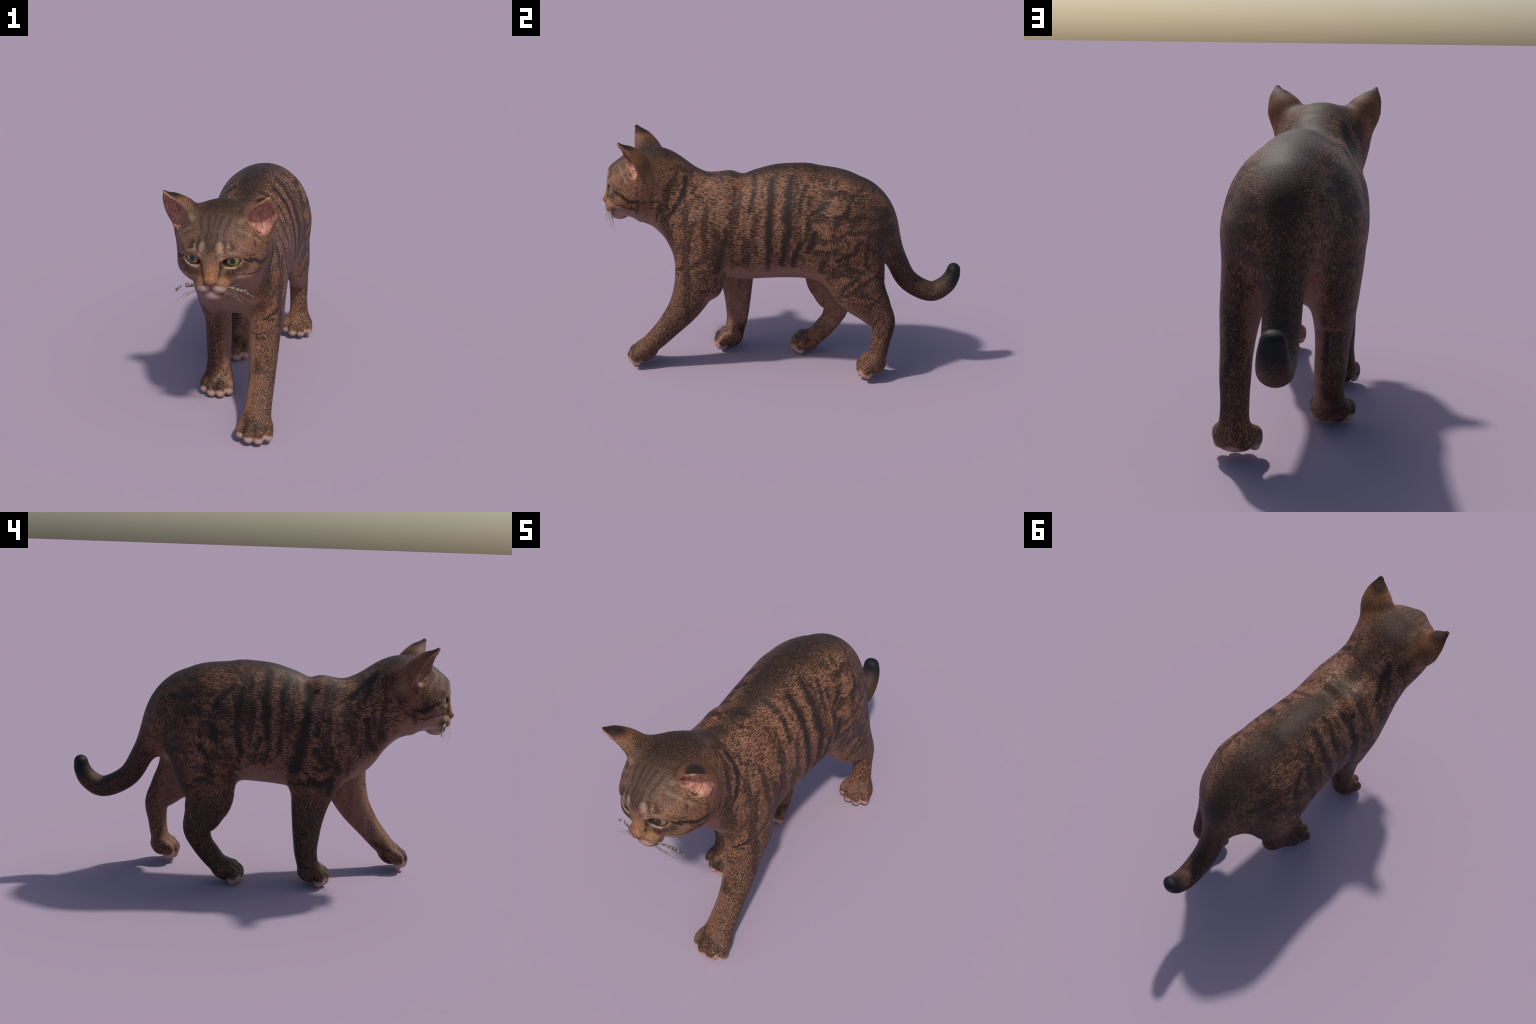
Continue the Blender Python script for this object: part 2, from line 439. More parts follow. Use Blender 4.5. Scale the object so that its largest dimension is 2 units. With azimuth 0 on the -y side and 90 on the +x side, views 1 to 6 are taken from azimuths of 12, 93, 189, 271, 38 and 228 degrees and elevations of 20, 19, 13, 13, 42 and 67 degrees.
RIGHT_FLANK = [
    ((-0.108, -0.029, 1.129), (-0.204, -0.010, 1.015), 0.019, 0.020, 1.00),
    ((-0.204, -0.010, 1.015), (-0.236, -0.019, 0.918), 0.020, 0.022, 1.00),
    ((-0.236, -0.019, 0.918), (-0.248, -0.028, 0.817), 0.019, 0.014, 0.85),
    ((-0.085, -0.118, 1.120), (-0.124, -0.128, 1.091), 0.014, 0.014, 0.95),
    ((-0.124, -0.128, 1.091), (-0.183, -0.102, 1.030), 0.014, 0.014, 0.95),
    ((-0.183, -0.102, 1.030), (-0.211, -0.099, 0.975), 0.014, 0.015, 0.95),
    ((-0.211, -0.099, 0.975), (-0.238, -0.098, 0.872), 0.011, 0.011, 0.60),
    ((-0.238, -0.098, 0.872), (-0.241, -0.089, 0.744), 0.011, 0.012, 0.60),
    ((-0.102, -0.168, 1.094), (-0.154, -0.164, 1.052), 0.009, 0.009, 0.60),
    ((-0.153, 0.064, 1.104), (-0.193, 0.065, 1.055), 0.014, 0.014, 1.00),
    ((-0.201, 0.103, 1.051), (-0.235, 0.120, 0.988), 0.019, 0.020, 0.95),
    ((-0.235, 0.120, 0.988), (-0.255, 0.126, 0.923), 0.020, 0.021, 0.95),
    ((-0.255, 0.126, 0.923), (-0.268, 0.131, 0.849), 0.018, 0.017, 0.80),
    ((-0.268, 0.131, 0.849), (-0.256, 0.107, 0.719), 0.017, 0.015, 0.80),
    ((-0.203, 0.161, 1.053), (-0.225, 0.201, 1.017), 0.016, 0.016, 0.75),
    ((-0.225, 0.201, 1.017), (-0.249, 0.244, 0.964), 0.016, 0.017, 0.75),
    ((-0.229, 0.062, 0.980), (-0.243, 0.055, 0.932), 0.015, 0.013, 0.85),
    ((-0.275, 0.252, 0.863), (-0.279, 0.234, 0.796), 0.019, 0.021, 1.00),
    ((-0.237, 0.399, 0.918), (-0.254, 0.388, 0.875), 0.016, 0.016, 0.85),
    ((-0.175, 0.504, 0.924), (-0.182, 0.503, 0.908), 0.012, 0.012, 0.80),
    ((-0.237, 0.350, 0.962), (-0.256, 0.318, 0.924), 0.017, 0.017, 0.60),
    ((-0.275, 0.315, 0.843), (-0.277, 0.314, 0.814), 0.013, 0.013, 0.60),
    ((-0.225, 0.454, 0.858), (-0.233, 0.445, 0.847), 0.015, 0.015, 0.60),
    ((-0.278, 0.312, 0.754), (-0.276, 0.261, 0.700), 0.014, 0.014, 0.70),
    ((-0.274, 0.195, 0.754), (-0.261, 0.161, 0.692), 0.013, 0.012, 0.65),
    ((-0.256, 0.132, 0.701), (-0.242, 0.106, 0.673), 0.008, 0.007, 0.80),
    ((-0.249, 0.152, 0.659), (-0.221, 0.106, 0.628), 0.008, 0.006, 0.80),
    ((-0.239, 0.160, 0.622), (-0.193, 0.114, 0.582), 0.008, 0.006, 0.80),
    ((-0.270, 0.286, 0.642), (-0.261, 0.251, 0.602), 0.017, 0.014, 0.60),
    ((-0.252, 0.416, 0.757), (-0.263, 0.380, 0.688), 0.015, 0.014, 0.50),
    ((-0.264, 0.275, 0.911), (-0.260, 0.167, 0.923), 0.018, 0.021, 0.40),
    ((-0.202, 0.450, 0.944), (-0.207, 0.399, 0.989), 0.017, 0.017, 0.35),
    ((-0.155, 0.347, 1.077), (-0.222, 0.281, 1.017), 0.017, 0.017, 0.30),
    ((-0.252, 0.009, 0.804), (-0.251, 0.024, 0.751), 0.013, 0.008, 0.60),
    ((-0.236, 0.035, 0.683), (-0.224, 0.068, 0.648), 0.010, 0.008, 0.60),
]
LIMB = [
    ((0.181, 0.569, 0.560), (0.158, 0.637, 0.396), 0.023, 0.022, 0.60),
    ((0.172, 0.633, 0.394), (0.180, 0.623, 0.222), 0.020, 0.018, 0.80),
    ((-0.147, 0.420, 0.512), (-0.157, 0.360, 0.193), 0.018, 0.019, 0.65),
    ((-0.224, 0.415, 0.563), (-0.181, 0.395, 0.359), 0.019, 0.014, 0.40),
    ((-0.090, -0.228, 0.168), (-0.116, -0.212, 0.115), 0.018, 0.018, 0.80),
    ((0.198, -0.304, 0.532), (-0.109, -0.180, 0.410), 0.008, 0.011, 0.30),
    ((0.152, 0.629, 0.436), (0.194, 0.626, 0.317), 0.014, 0.012, 0.85),
    ((0.194, 0.626, 0.317), (0.192, 0.606, 0.165), 0.012, 0.011, 0.85),
    ((-0.242, 0.311, 0.467), (-0.213, 0.373, 0.318), 0.018, 0.018, 0.50),
    ((-0.230, 0.223, 0.408), (-0.218, 0.356, 0.390), 0.015, 0.013, 0.50),
    ((-0.194, 0.392, 0.298), (-0.194, 0.300, 0.137), 0.015, 0.015, 0.60),
    ((-0.192, 0.234, 0.034), (-0.215, 0.169, 0.032), 0.015, 0.014, 0.55),
    ((-0.178, -0.174, 0.424), (-0.187, -0.188, 0.311), 0.015, 0.016, 0.60),
    ((-0.192, -0.192, 0.313), (-0.191, -0.224, 0.102), 0.013, 0.015, 0.55),
    ((-0.207, -0.211, 0.388), (-0.216, -0.264, 0.383), 0.013, 0.012, 0.45),
    ((0.100, -0.646, 0.162), (0.096, -0.711, 0.133), 0.015, 0.013, 0.80),
    ((-0.182, -0.395, 0.524), (-0.156, -0.392, 0.502), 0.009, 0.009, 0.80),
]

# marks of the face are the same on both sides: they use |x|
FACE_DARK = [
    ((.020, -.925, 1.145), (.030, -.850, 1.190), .007, .008, .60), ((.055, -.915, 1.140), (.070, -.850, 1.180), .007, .008, .55),
    ((.000, -.925, 1.145), (.000, -.850, 1.195), .006, .008, .50), ((.095, -.895, 1.125), (.105, -.850, 1.155), .008, .008, .40),
    ((0.142, -0.914, 1.013), (0.169, -0.886, 0.994), 0.006, 0.008, 1.20),
    ((0.208, -0.764, 0.972), (0.194, -0.812, 0.965), 0.010, 0.011, 1.15),
    ((0.194, -0.812, 0.965), (0.185, -0.858, 0.993), 0.011, 0.009, 1.15),
    ((0.185, -0.858, 0.993), (0.162, -0.893, 1.011), 0.009, 0.007, 1.15),
    ((0.187, -0.787, 0.924), (0.179, -0.818, 0.920), 0.006, 0.005, 0.90),
    ((0.179, -0.818, 0.920), (0.182, -0.854, 0.936), 0.005, 0.004, 0.90),
    ((0.182, -0.854, 0.936), (0.155, -0.900, 0.938), 0.004, 0.004, 0.90),
    ((0.209, -0.760, 0.971), (0.179, -0.777, 0.903), 0.013, 0.010, 0.70),
    ((0.077, -0.949, 0.953), (0.108, -0.942, 0.970), 0.017, 0.017, 0.85),
    ((0.108, -0.942, 0.970), (0.150, -0.910, 0.982), 0.017, 0.018, 0.85),
    ((0.100, -0.943, 0.942), (0.143, -0.917, 0.946), 0.006, 0.005, 0.70),
    ((0.049, -0.966, 1.007), (0.044, -0.963, 0.972), 0.008, 0.006, 1.10),
    ((0.044, -0.963, 0.972), (0.036, -0.966, 0.943), 0.006, 0.004, 1.10),
    ((0.057, -0.946, 1.101), (0.062, -0.957, 1.076), 0.009, 0.009, 0.85),
    ((0.062, -0.957, 1.076), (0.059, -0.964, 1.053), 0.009, 0.009, 0.85),
    ((0.087, -0.934, 1.099), (0.098, -0.947, 1.071), 0.008, 0.013, 0.80),
    ((0.105, -0.924, 1.097), (0.118, -0.929, 1.079), 0.008, 0.008, 0.40),
    ((0.023, -0.933, 1.133), (0.024, -0.959, 1.104), 0.008, 0.008, 0.70),
    ((0.024, -0.959, 1.104), (0.013, -0.972, 1.076), 0.008, 0.008, 0.70),
    ((0.025, -0.930, 1.135), (0.024, -0.957, 1.107), 0.006, 0.006, 0.55),
    ((0.024, -0.957, 1.107), (0.030, -0.968, 1.078), 0.006, 0.006, 0.55),
    ((0.001, -0.937, 1.132), (0.008, -0.975, 1.062), 0.010, 0.016, 0.50),
    ((0.049, -0.926, 1.131), (0.063, -0.937, 1.111), 0.006, 0.006, 0.50),
    ((0.153, -0.904, 1.035), (0.181, -0.864, 1.011), 0.012, 0.012, 0.25),
    ((0.048, -0.968, 0.902), (0.070, -0.939, 0.899), 0.002, 0.002, 0.90),
    ((0.074, -0.923, 0.894), (0.093, -0.896, 0.883), 0.002, 0.002, 0.90),
    ((0.046, -0.976, 0.895), (0.070, -0.955, 0.895), 0.002, 0.002, 0.90),
    ((0.073, -0.952, 0.892), (0.079, -0.875, 0.863), 0.002, 0.002, 0.80),
]
FACE_LINE = [  # nearly black: mouth, nostril edge
    ((.000, -.993, .872), (.020, -.985, .862), .004, .004, 1.0), ((.020, -.985, .862), (.045, -.948, .852), .004, .003, .9),
    ((.045, -.948, .852), (.062, -.905, .848), .003, .003, .7), ((.000, -1.000, .901), (.000, -.993, .876), .003, .003, .8),
    ((.006, -.998, .899), (.022, -.995, .910), .005, .004, 1.0), ((.022, -.995, .910), (.026, -.985, .922), .004, .003, .6),
]
FACE_CREAM = [
    ((0.062, -0.955, 0.981), (0.097, -0.945, 0.980), 0.006, 0.006, 1.00),
    ((0.097, -0.945, 0.980), (0.127, -0.925, 0.997), 0.006, 0.006, 1.00),
    ((0.041, -0.962, 1.085), (0.046, -0.966, 1.062), 0.014, 0.013, 0.75),
    ((0.057, -0.965, 1.041), (0.046, -0.968, 1.021), 0.009, 0.007, 0.70),
    ((0.078, -0.948, 1.083), (0.072, -0.959, 1.061), 0.005, 0.005, 0.50),
    ((0.080, -0.958, 1.055), (0.123, -0.937, 1.041), 0.009, 0.009, 0.45),
    ((0.108, -0.884, 1.139), (0.159, -0.857, 1.109), 0.008, 0.007, 0.28),
    ((0.159, -0.857, 1.109), (0.190, -0.829, 1.072), 0.007, 0.006, 0.28),
    ((0.121, -0.929, 0.932), (0.170, -0.874, 0.928), 0.008, 0.006, 0.55),
    ((0.108, -0.850, 1.166), (0.135, -0.844, 1.182), 0.012, 0.009, 0.28),
]
FACE_ORANGE = [
    ((0.006, -0.982, 0.976), (0.004, -0.992, 0.938), 0.026, 0.030, 0.90),
    ((0.040, -0.950, 0.920), (0.065, -0.936, 0.913), 0.020, 0.018, 0.70),
    ((0.205, -0.715, 1.145), (0.212, -0.700, 1.090), 0.036, 0.030, 0.80),
    ((0.249, -0.741, 1.184), (0.253, -0.768, 1.226), 0.033, 0.023, 0.70),
]
FACE_WHITE = [
    ((.018, -.985, .883), (.055, -.965, .880), .016, .014, 1.0), ((.100, -.845, .862), (.054, -.908, .836), .026, .022, .9),
    ((.014, -.990, .884), (.046, -.955, .872), .017, .017, 1.0), ((.000, -.940, .836), (.000, -.860, .825), .036, .040, 1.0),
    ((.050, -.910, .852), (.070, -.860, .862), .020, .022, .90),
]
NOSE_LEATHER = [
    ((0.002, -1.001, 0.918), (0.002, -0.984, 0.898), 0.019, 0.009, 1.00),
    ((0.012, -0.999, 0.920), (0.024, -0.992, 0.916), 0.009, 0.006, 1.00),
]
CROWN = [((.000, -.70, 1.215), (.000, -.920, 1.130), .120, .070, .62), ((.090, -.80, 1.19), (.110, -.88, 1.12), .04, .03, .4)]
NECK_COMMON = [((.000, -.66, 1.215), (.000, -.40, 1.100), .050, .045, .45), ((.10, -.66, 1.17), (.075, -.50, 1.115), .022, .018, .40)]
DORSAL = [((.000, -.30, 1.110), (-.010, .10, 1.185), .045, .100, .70), ((-.010, .10, 1.185), (-.015, .45, 1.095), .100, .100, .68),
          ((-.015, .45, 1.095), (-.022, .66, .900), .085, .058, .60), ((-.022, .66, .900), (-.030, .74, .600), .052, .055, .70),
          ((-.030, .74, .600), (-.040, .90, .540), .040, .020, .40)]

# ============================================================ node helpers
class Nodes:
    def __init__(self, tree):
        self.t = tree; self.n = tree.nodes; self.l = tree.links

    def _in(self, sock, v):
        if v is None:
            return
        if isinstance(v, bpy.types.NodeSocket):
            self.l.new(v, sock)
        else:
            if isinstance(v, (tuple, list)) and sock.type == 'RGBA' and len(v) == 3:
                v = (*v, 1)
            sock.default_value = v

    def math(self, op, a, b=None, c=None, clamp=False):
        n = self.n.new('ShaderNodeMath'); n.operation = op; n.use_clamp = clamp
        for i, v in enumerate((a, b, c)):
            self._in(n.inputs[i], v)
        return n.outputs[0]

    def vec(self, op, a, b=None, scale=None):
        n = self.n.new('ShaderNodeVectorMath'); n.operation = op
        self._in(n.inputs[0], a); self._in(n.inputs[1], b)
        if scale is not None:
            self._in(n.inputs['Scale'], scale)
        return n.outputs['Value'] if op in ('DOT_PRODUCT', 'LENGTH', 'DISTANCE') else n.outputs[0]

    def xyz(self, v):
        n = self.n.new('ShaderNodeSeparateXYZ'); self._in(n.inputs[0], v); return n.outputs

    def comb(self, x, y, z):
        n = self.n.new('ShaderNodeCombineXYZ')
        for i, v in enumerate((x, y, z)):
            self._in(n.inputs[i], v)
        return n.outputs[0]

    def noise(self, v, scale, detail=2, rough=.5, out='Fac'):
        n = self.n.new('ShaderNodeTexNoise'); self._in(n.inputs['Vector'], v)
        n.inputs['Scale'].default_value = scale; n.inputs['Detail'].default_value = detail
        n.inputs['Roughness'].default_value = rough
        return n.outputs[out]

    def mapping(self, v, rot=(0, 0, 0), scale=(1, 1, 1)):
        n = self.n.new('ShaderNodeMapping'); self._in(n.inputs['Vector'], v)
        n.inputs['Rotation'].default_value = rot; n.inputs['Scale'].default_value = scale
        return n.outputs[0]

    def step(self, v, lo, hi, a=0., b=1.):
        n = self.n.new('ShaderNodeMapRange'); n.interpolation_type = 'SMOOTHSTEP'; n.clamp = True
        self._in(n.inputs['Value'], v)
        rev = lo > hi
        if rev:
            lo, hi, a, b = hi, lo, b, a
        for k, x in (('From Min', lo), ('From Max', hi), ('To Min', a), ('To Max', b)):
            n.inputs[k].default_value = x
        return n.outputs['Result']

    def mix(self, f, a, b):
        n = self.n.new('ShaderNodeMix'); n.data_type = 'RGBA'; n.clamp_factor = True
        self._in(n.inputs['Factor'], f); self._in(n.inputs[6], a); self._in(n.inputs[7], b)
        return n.outputs[2]

    def mixf(self, f, a, b):
        n = self.n.new('ShaderNodeMix'); n.data_type = 'FLOAT'; n.clamp_factor = True
        self._in(n.inputs['Factor'], f); self._in(n.inputs[2], a); self._in(n.inputs[3], b)
        return n.outputs[0]

    def mul(self, *a):
        r = a[0]
        for b in a[1:]:
            r = self.math('MULTIPLY', r, b)
        return r

    def strokes(self, P, items, soft=.75):
        """Largest of several brush-stroke masks."""
        r = None
        for A, B, ra, rb, w in items:
            g = self.n.new('ShaderNodeGroup'); g.node_tree = stroke_group()
            self._in(g.inputs['Position'], P)
            g.inputs['From'].default_value = A; g.inputs['To'].default_value = B
            g.inputs['From Radius'].default_value = ra; g.inputs['To Radius'].default_value = rb
            g.inputs['Strength'].default_value = w; g.inputs['Softness'].default_value = soft
            if r is not None:
                self.l.new(r, g.inputs['Below'])
            r = g.outputs['Mask']; P = g.outputs['Position']      # chained, so few values stay live at once
        return r

def stroke_group():
    t = bpy.data.node_groups.get('fur_stroke')
    if t:
        return t
    t = bpy.data.node_groups.new('fur_stroke', 'ShaderNodeTree')
    for nm, ty in (('Position', 'NodeSocketVector'), ('From', 'NodeSocketVector'), ('To', 'NodeSocketVector'),
                   ('From Radius', 'NodeSocketFloat'), ('To Radius', 'NodeSocketFloat'),
                   ('Strength', 'NodeSocketFloat'), ('Softness', 'NodeSocketFloat'), ('Below', 'NodeSocketFloat')):
        t.interface.new_socket(nm, in_out='INPUT', socket_type=ty)
    t.interface.new_socket('Mask', in_out='OUTPUT', socket_type='NodeSocketFloat')
    t.interface.new_socket('Position', in_out='OUTPUT', socket_type='NodeSocketVector')
    N = Nodes(t)
    i = t.nodes.new('NodeGroupInput').outputs; o = t.nodes.new('NodeGroupOutput').inputs
    ab = N.vec('SUBTRACT', i['To'], i['From']); ap = N.vec('SUBTRACT', i['Position'], i['From'])
    h = N.math('DIVIDE', N.vec('DOT_PRODUCT', ap, ab), N.math('MAXIMUM', N.vec('DOT_PRODUCT', ab, ab), 1e-7), clamp=True)
    d = N.vec('LENGTH', N.vec('SUBTRACT', ap, N.vec('SCALE', ab, scale=h)))
    r = N.math('ADD', i['From Radius'], N.math('MULTIPLY', h, N.math('SUBTRACT', i['To Radius'], i['From Radius'])))
    q = N.math('DIVIDE', d, r)
    # 1 inside, fading over +-softness around the edge
    m = N.math('DIVIDE', N.math('SUBTRACT', N.math('ADD', i['Softness'], 1.0), q), N.math('MULTIPLY', i['Softness'], 2.0), clamp=True)
    m = N.math('MULTIPLY', N.math('MULTIPLY', m, m), N.math('SUBTRACT', 3.0, N.math('MULTIPLY', m, 2.0)))
    m = N.math('MAXIMUM', N.math('MULTIPLY', m, i['Strength']), i['Below'])
    t.links.new(m, o['Mask'])
    t.links.new(N.vec('ADD', i['Position'], N.vec('SCALE', (1e-9, 0, 0), scale=m)), o['Position'])
    return t

DARK = (.0135, .0105, .0098)
TAN = (.362, .170, .099)
RUST = (.29, .118, .060)
PLAIN = (.285, .165, .122)
CREAM = (.46, .30, .205)
ORANGE = (.33, .170, .092)
WHITE = (.40, .27, .235)
PINK = (.46, .24, .185)
TIP = (.52, .36, .29)

def toe_marks():
    out = []
    piv = np.array([0, .09, .03])
    for k, (x, y, z, pitch, yaw) in PAWS.items():
        A = (rot_z(yaw) @ rot_x(pitch)).T
        def w(q):
            return tuple(float(c) for c in (np.array(q) - piv) @ A + piv + np.array([x, y, z]))
        for dx, dy, s in TOES:
            out.append((w((dx, dy - .010, .036)), w((dx * .98, dy + .022, .012)), .031, .028, 1.0))
        out.append((w((-.045, .075, -.004)), w((.045, .075, -.004)), .026, .026, 1.0))
        out.append((w((0, .13, -.006)), w((0, .10, -.006)), .034, .034, .9))
    return out

def near(marks, box):
    lo, hi = box
    out = []
    for A, B, ra, rb, w in marks:
        r = 2 * max(ra, rb) + .03
        if all(min(A[i], B[i]) - r < hi[i] and max(A[i], B[i]) + r > lo[i] for i in range(3)):
            out.append((A, B, ra, rb, w))
    return out or [((0, 0, -5), (0, 0, -5.1), .01, .01, 0.)]

def coat(name, box, face=False):
    """Ticked tabby fur; face=True adds the facial marks and the ear lining."""
    mat = bpy.data.materials.new(name); mat.use_nodes = True
    t = mat.node_tree; t.nodes.clear(); N = Nodes(t)
    out = t.nodes.new('ShaderNodeOutputMaterial'); bs = t.nodes.new('ShaderNodeBsdfPrincipled')
    t.links.new(bs.outputs[0], out.inputs[0])
    P = t.nodes.new('ShaderNodeTexCoord').outputs['Object']
    nor = t.nodes.new('ShaderNodeNewGeometry').outputs['Normal']
    nx, ny, nz = N.xyz(nor)
    x, y, z = N.xyz(P)
    sx = N.math('SIGN', x)
    # --- hairs: noise drawn out along the lie of the coat
    wob = N.vec('SCALE', N.vec('SUBTRACT', N.noise(P, 7, 1, out='Color'), (.5, .5, .5)), scale=.030)
    Pw = N.vec('ADD', P, wob)
    side = N.noise(N.mapping(Pw, (.12, 0, 0), (240, 42, 240)), 1, 3, .66)
    limb = N.noise(N.mapping(Pw, (.45, 0, 0), (270, 230, 62)), 1, 3, .66)
    fine = N.noise(P, 230, 3, .62)
    thigh = N.noise(N.mapping(Pw, (.75, 0, 0), (240, 240, 46)), 1, 3, .66)
    side = N.mixf(N.mul(N.step(y, .12, .30), N.step(z, .98, .86)), side, thigh)
    low = N.math('MAXIMUM', N.step(z, .66, .50), N.step(y, .56, .64))
    hair = N.mixf(low, side, limb)
    headm = N.step(N.math('SUBTRACT', y, N.math('MULTIPLY', z, .35)), -.98, -1.12)
    hair = N.mixf(headm, hair, N.math('ADD', N.mul(fine, .75), N.mul(side, .25)))
    # --- broken wavy marks placed along the body
    rag = N.vec('SCALE', N.vec('SUBTRACT', N.noise(N.mapping(P, (0, 0, 0), (1, .55, 1)), 26, 3, .6, 'Color'), (.5, .5, .5)), scale=.038)
    Pr = N.vec('ADD', P, rag)
    D = N.strokes(Pr, near(LEFT_FLANK + NECK_AND_SHOULDER + RIGHT_FLANK + LIMB, box), .85)
    D = N.math('MAXIMUM', D, N.strokes(Pr, near(NECK_COMMON, box), .8))
    D = N.math('MAXIMUM', D, N.strokes(N.comb(N.math('ABSOLUTE', x), y, z), near(CROWN, box), .8))
    if not face:
        D = N.math('MAXIMUM', D, N.strokes(Pr, near(DORSAL, box), .8))
        # faint repeating bands between the main ones
        band = N.noise(N.mapping(Pr, (0, 0, 0), (3, 19, 4.5)), 1, 2, .5)
        D = N.math('MAXIMUM', D, N.mul(N.step(band, .50, .64), N.step(y, .25, .10), .46))
        tband = N.noise(N.mapping(Pr, (.8, 0, 0), (4, 7, 20)), 1, 2, .5)
        D = N.math('MAXIMUM', D, N.mul(N.step(tband, .50, .64), N.step(y, .05, .25), N.step(z, .30, .45), N.step(N.math('MULTIPLY', nx, N.math('SIGN', x)), .25, .6), .50))
    else:
        band = N.noise(N.mapping(Pr, (0, 0, 0), (2, 13, 3.2)), 1, 2, .5)
        D = N.math('MAXIMUM', D, N.mul(N.step(band, .54, .66), .38, N.step(headm, 1., 0.)))
    spots = N.noise(Pr, 24, 2, .5)
    D = N.math('MAXIMUM', D, N.mul(N.step(spots, .56, .70), .40))
    # --- underside: chest, belly, inside of the legs
    xin = N.math('MULTIPLY', nx, sx)
    belly = N.mul(N.step(nz, -.25, -.75), N.step(z, .28, .40), N.step(y, .58, .48))
    flankb = N.mul(N.step(N.math('ADD', z, N.mul(spots, .06)), .645, .575), N.step(N.math('ADD', y, N.mul(N.step(x, .02, -.02), -.15)), -.29, -.24), N.step(N.math('ADD', y, N.mul(N.step(x, .02, -.02), .09)), .20, .13))
    inner = N.mul(N.step(xin, -.25, -.75), N.step(z, .70, .58), N.step(z, .10, .22), N.step(y, .60, .52), .62)
    chest = N.mul(N.step(N.math('ABSOLUTE', x), .12, .05), N.step(ny, -.1, -.55), N.step(z, .78, .66), N.step(y, -.2, -.3))
    under = N.math('MAXIMUM', N.math('MAXIMUM', belly, flankb), N.math('MAXIMUM', inner, chest))
    D = N.math('MULTIPLY', D, N.math('SUBTRACT', 1.0, N.mul(under, .8)))
    D = N.math('MAXIMUM', D, N.mul(N.step(y, .58, .66), .42))
    # outer leg faces and seat darkened, the right side most
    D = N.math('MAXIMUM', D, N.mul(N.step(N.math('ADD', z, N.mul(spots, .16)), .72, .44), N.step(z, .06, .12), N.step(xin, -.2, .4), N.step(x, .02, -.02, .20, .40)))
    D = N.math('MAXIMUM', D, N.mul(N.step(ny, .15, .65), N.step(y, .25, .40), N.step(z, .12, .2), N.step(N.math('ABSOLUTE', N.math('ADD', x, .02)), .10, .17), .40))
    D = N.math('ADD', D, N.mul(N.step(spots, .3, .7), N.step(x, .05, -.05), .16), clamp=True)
    # --- ticking: the darker the mark, the fewer pale hair tips
    thr = N.math('ADD', N.math('ADD', .512, N.mul(D, .170)), N.mul(under, -.16))
    tick = N.step(N.math('SUBTRACT', hair, thr), -.120, .120)
    patch = N.noise(P, 5, 2)
    tan = N.mix(N.step(patch, .40, .62), TAN, RUST) if False else N.mix(N.mul(N.step(patch, .42, .62), .45), TAN, RUST)
    tan = N.mix(N.mul(under, .9), tan, PLAIN)
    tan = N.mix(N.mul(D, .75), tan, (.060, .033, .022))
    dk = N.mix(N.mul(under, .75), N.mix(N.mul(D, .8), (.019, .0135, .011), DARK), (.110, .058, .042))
    col = N.mix(tick, dk, tan)
    strand = N.noise(N.mapping(Pw, (.25, 0, 0), (480, 130, 420)), 1, 2, .6)
    col = N.mix(.32, col, N.mix(N.step(strand, .36, .64), (0, 0, 0), N.mix(.5, col, tan)))
    col = N.mix(1.0, col, col)
    # --- toes and soles, tail tip
    if not face:
        tips = N.strokes(N.vec('ADD', P, N.vec('SCALE', rag, scale=.25)), near(toe_marks(), box), .30)
        col = N.mix(tips, col, N.mix(N.step(hair, .3, .7), (.42, .26, .20), TIP))
        ttip = N.mul(N.step(N.math('ADD', N.math('ADD', y, N.mul(z, .45)), N.mul(hair, .05)), 1.165, 1.245), N.step(z, .47, .56))
        col = N.mix(ttip, col, N.mix(hair, (.004, .005, .006), (.016, .017, .018)))
    rough = .56 if face else .52
    if face:
        Pm = N.comb(N.math('ABSOLUTE', x), y, z)
        jig = N.vec('SCALE', N.vec('SUBTRACT', N.noise(N.mapping(P, (0, 0, 0), (1, 1, 1)), 60, 3, .65, 'Color'), (.5, .5, .5)), scale=.024)
        Pj = N.vec('ADD', Pm, jig); Ps = N.vec('ADD', Pm, N.vec('SCALE', jig, scale=.45))
        h2 = N.step(fine, .35, .65)
        facial = N.step(N.math('SUBTRACT', y, N.mul(z, .2)), -1.02, -1.12)
        col = N.mix(N.mul(facial, .17), col, (.30, .190, .135))
        col = N.mix(N.strokes(Pj, FACE_ORANGE, .8), col, N.mix(h2, (.19, .075, .028), ORANGE))
        fd = N.strokes(Ps, FACE_DARK, .75)
        col = N.mix(N.math('MULTIPLY', fd, N.math('ADD', .70, N.mul(N.math('SUBTRACT', 1.0, h2), .30)), clamp=True), col, (.013, .010, .009))
        col = N.mix(N.mul(N.strokes(Pj, FACE_CREAM, .8), N.math('ADD', .45, N.mul(h2, .55))), col, CREAM)
        col = N.mix(N.strokes(Pj, FACE_WHITE, .45), col, N.mix(h2, (.36, .23, .205), WHITE))
        Pk = N.vec('ADD', Pm, N.vec('SCALE', jig, scale=.25))
        col = N.mix(N.strokes(Pk, NOSE_LEATHER, .30), col, (.200, .078, .052))
        col = N.mix(N.strokes(Pk, FACE_LINE, .5), col, (.012, .008, .008))
        # dark lids round the eye
        e = N.vec('SUBTRACT', Pk, (.0885, -.936, 1.0045))
        e = N.vec('MULTIPLY', N.mapping(e, (0, 0, -.36)), (1 / .0405, 1 / .045, 1 / .0212))
        er = N.vec('LENGTH', e)
        col = N.mix(N.mul(N.step(er, 1.13, .98), .92), col, (.010, .007, .006))
        # ear: dark tip and back, pale lining
        Nm = N.comb(N.math('MULTIPLY', nx, sx), ny, nz)
        facing = N.vec('DOT_PRODUCT', Nm, tuple(EAR_N))
        infront = N.vec('DOT_PRODUCT', N.vec('SUBTRACT', Pm, tuple(EAR_B)), tuple(EAR_N))
        ear = N.strokes(Pm, [(CUP[0][:3], CUP[2][:3], .050, .046, 1.), (CUP[2][:3], (.246, -.868, 1.292), .046, .016, 1.)], .16)
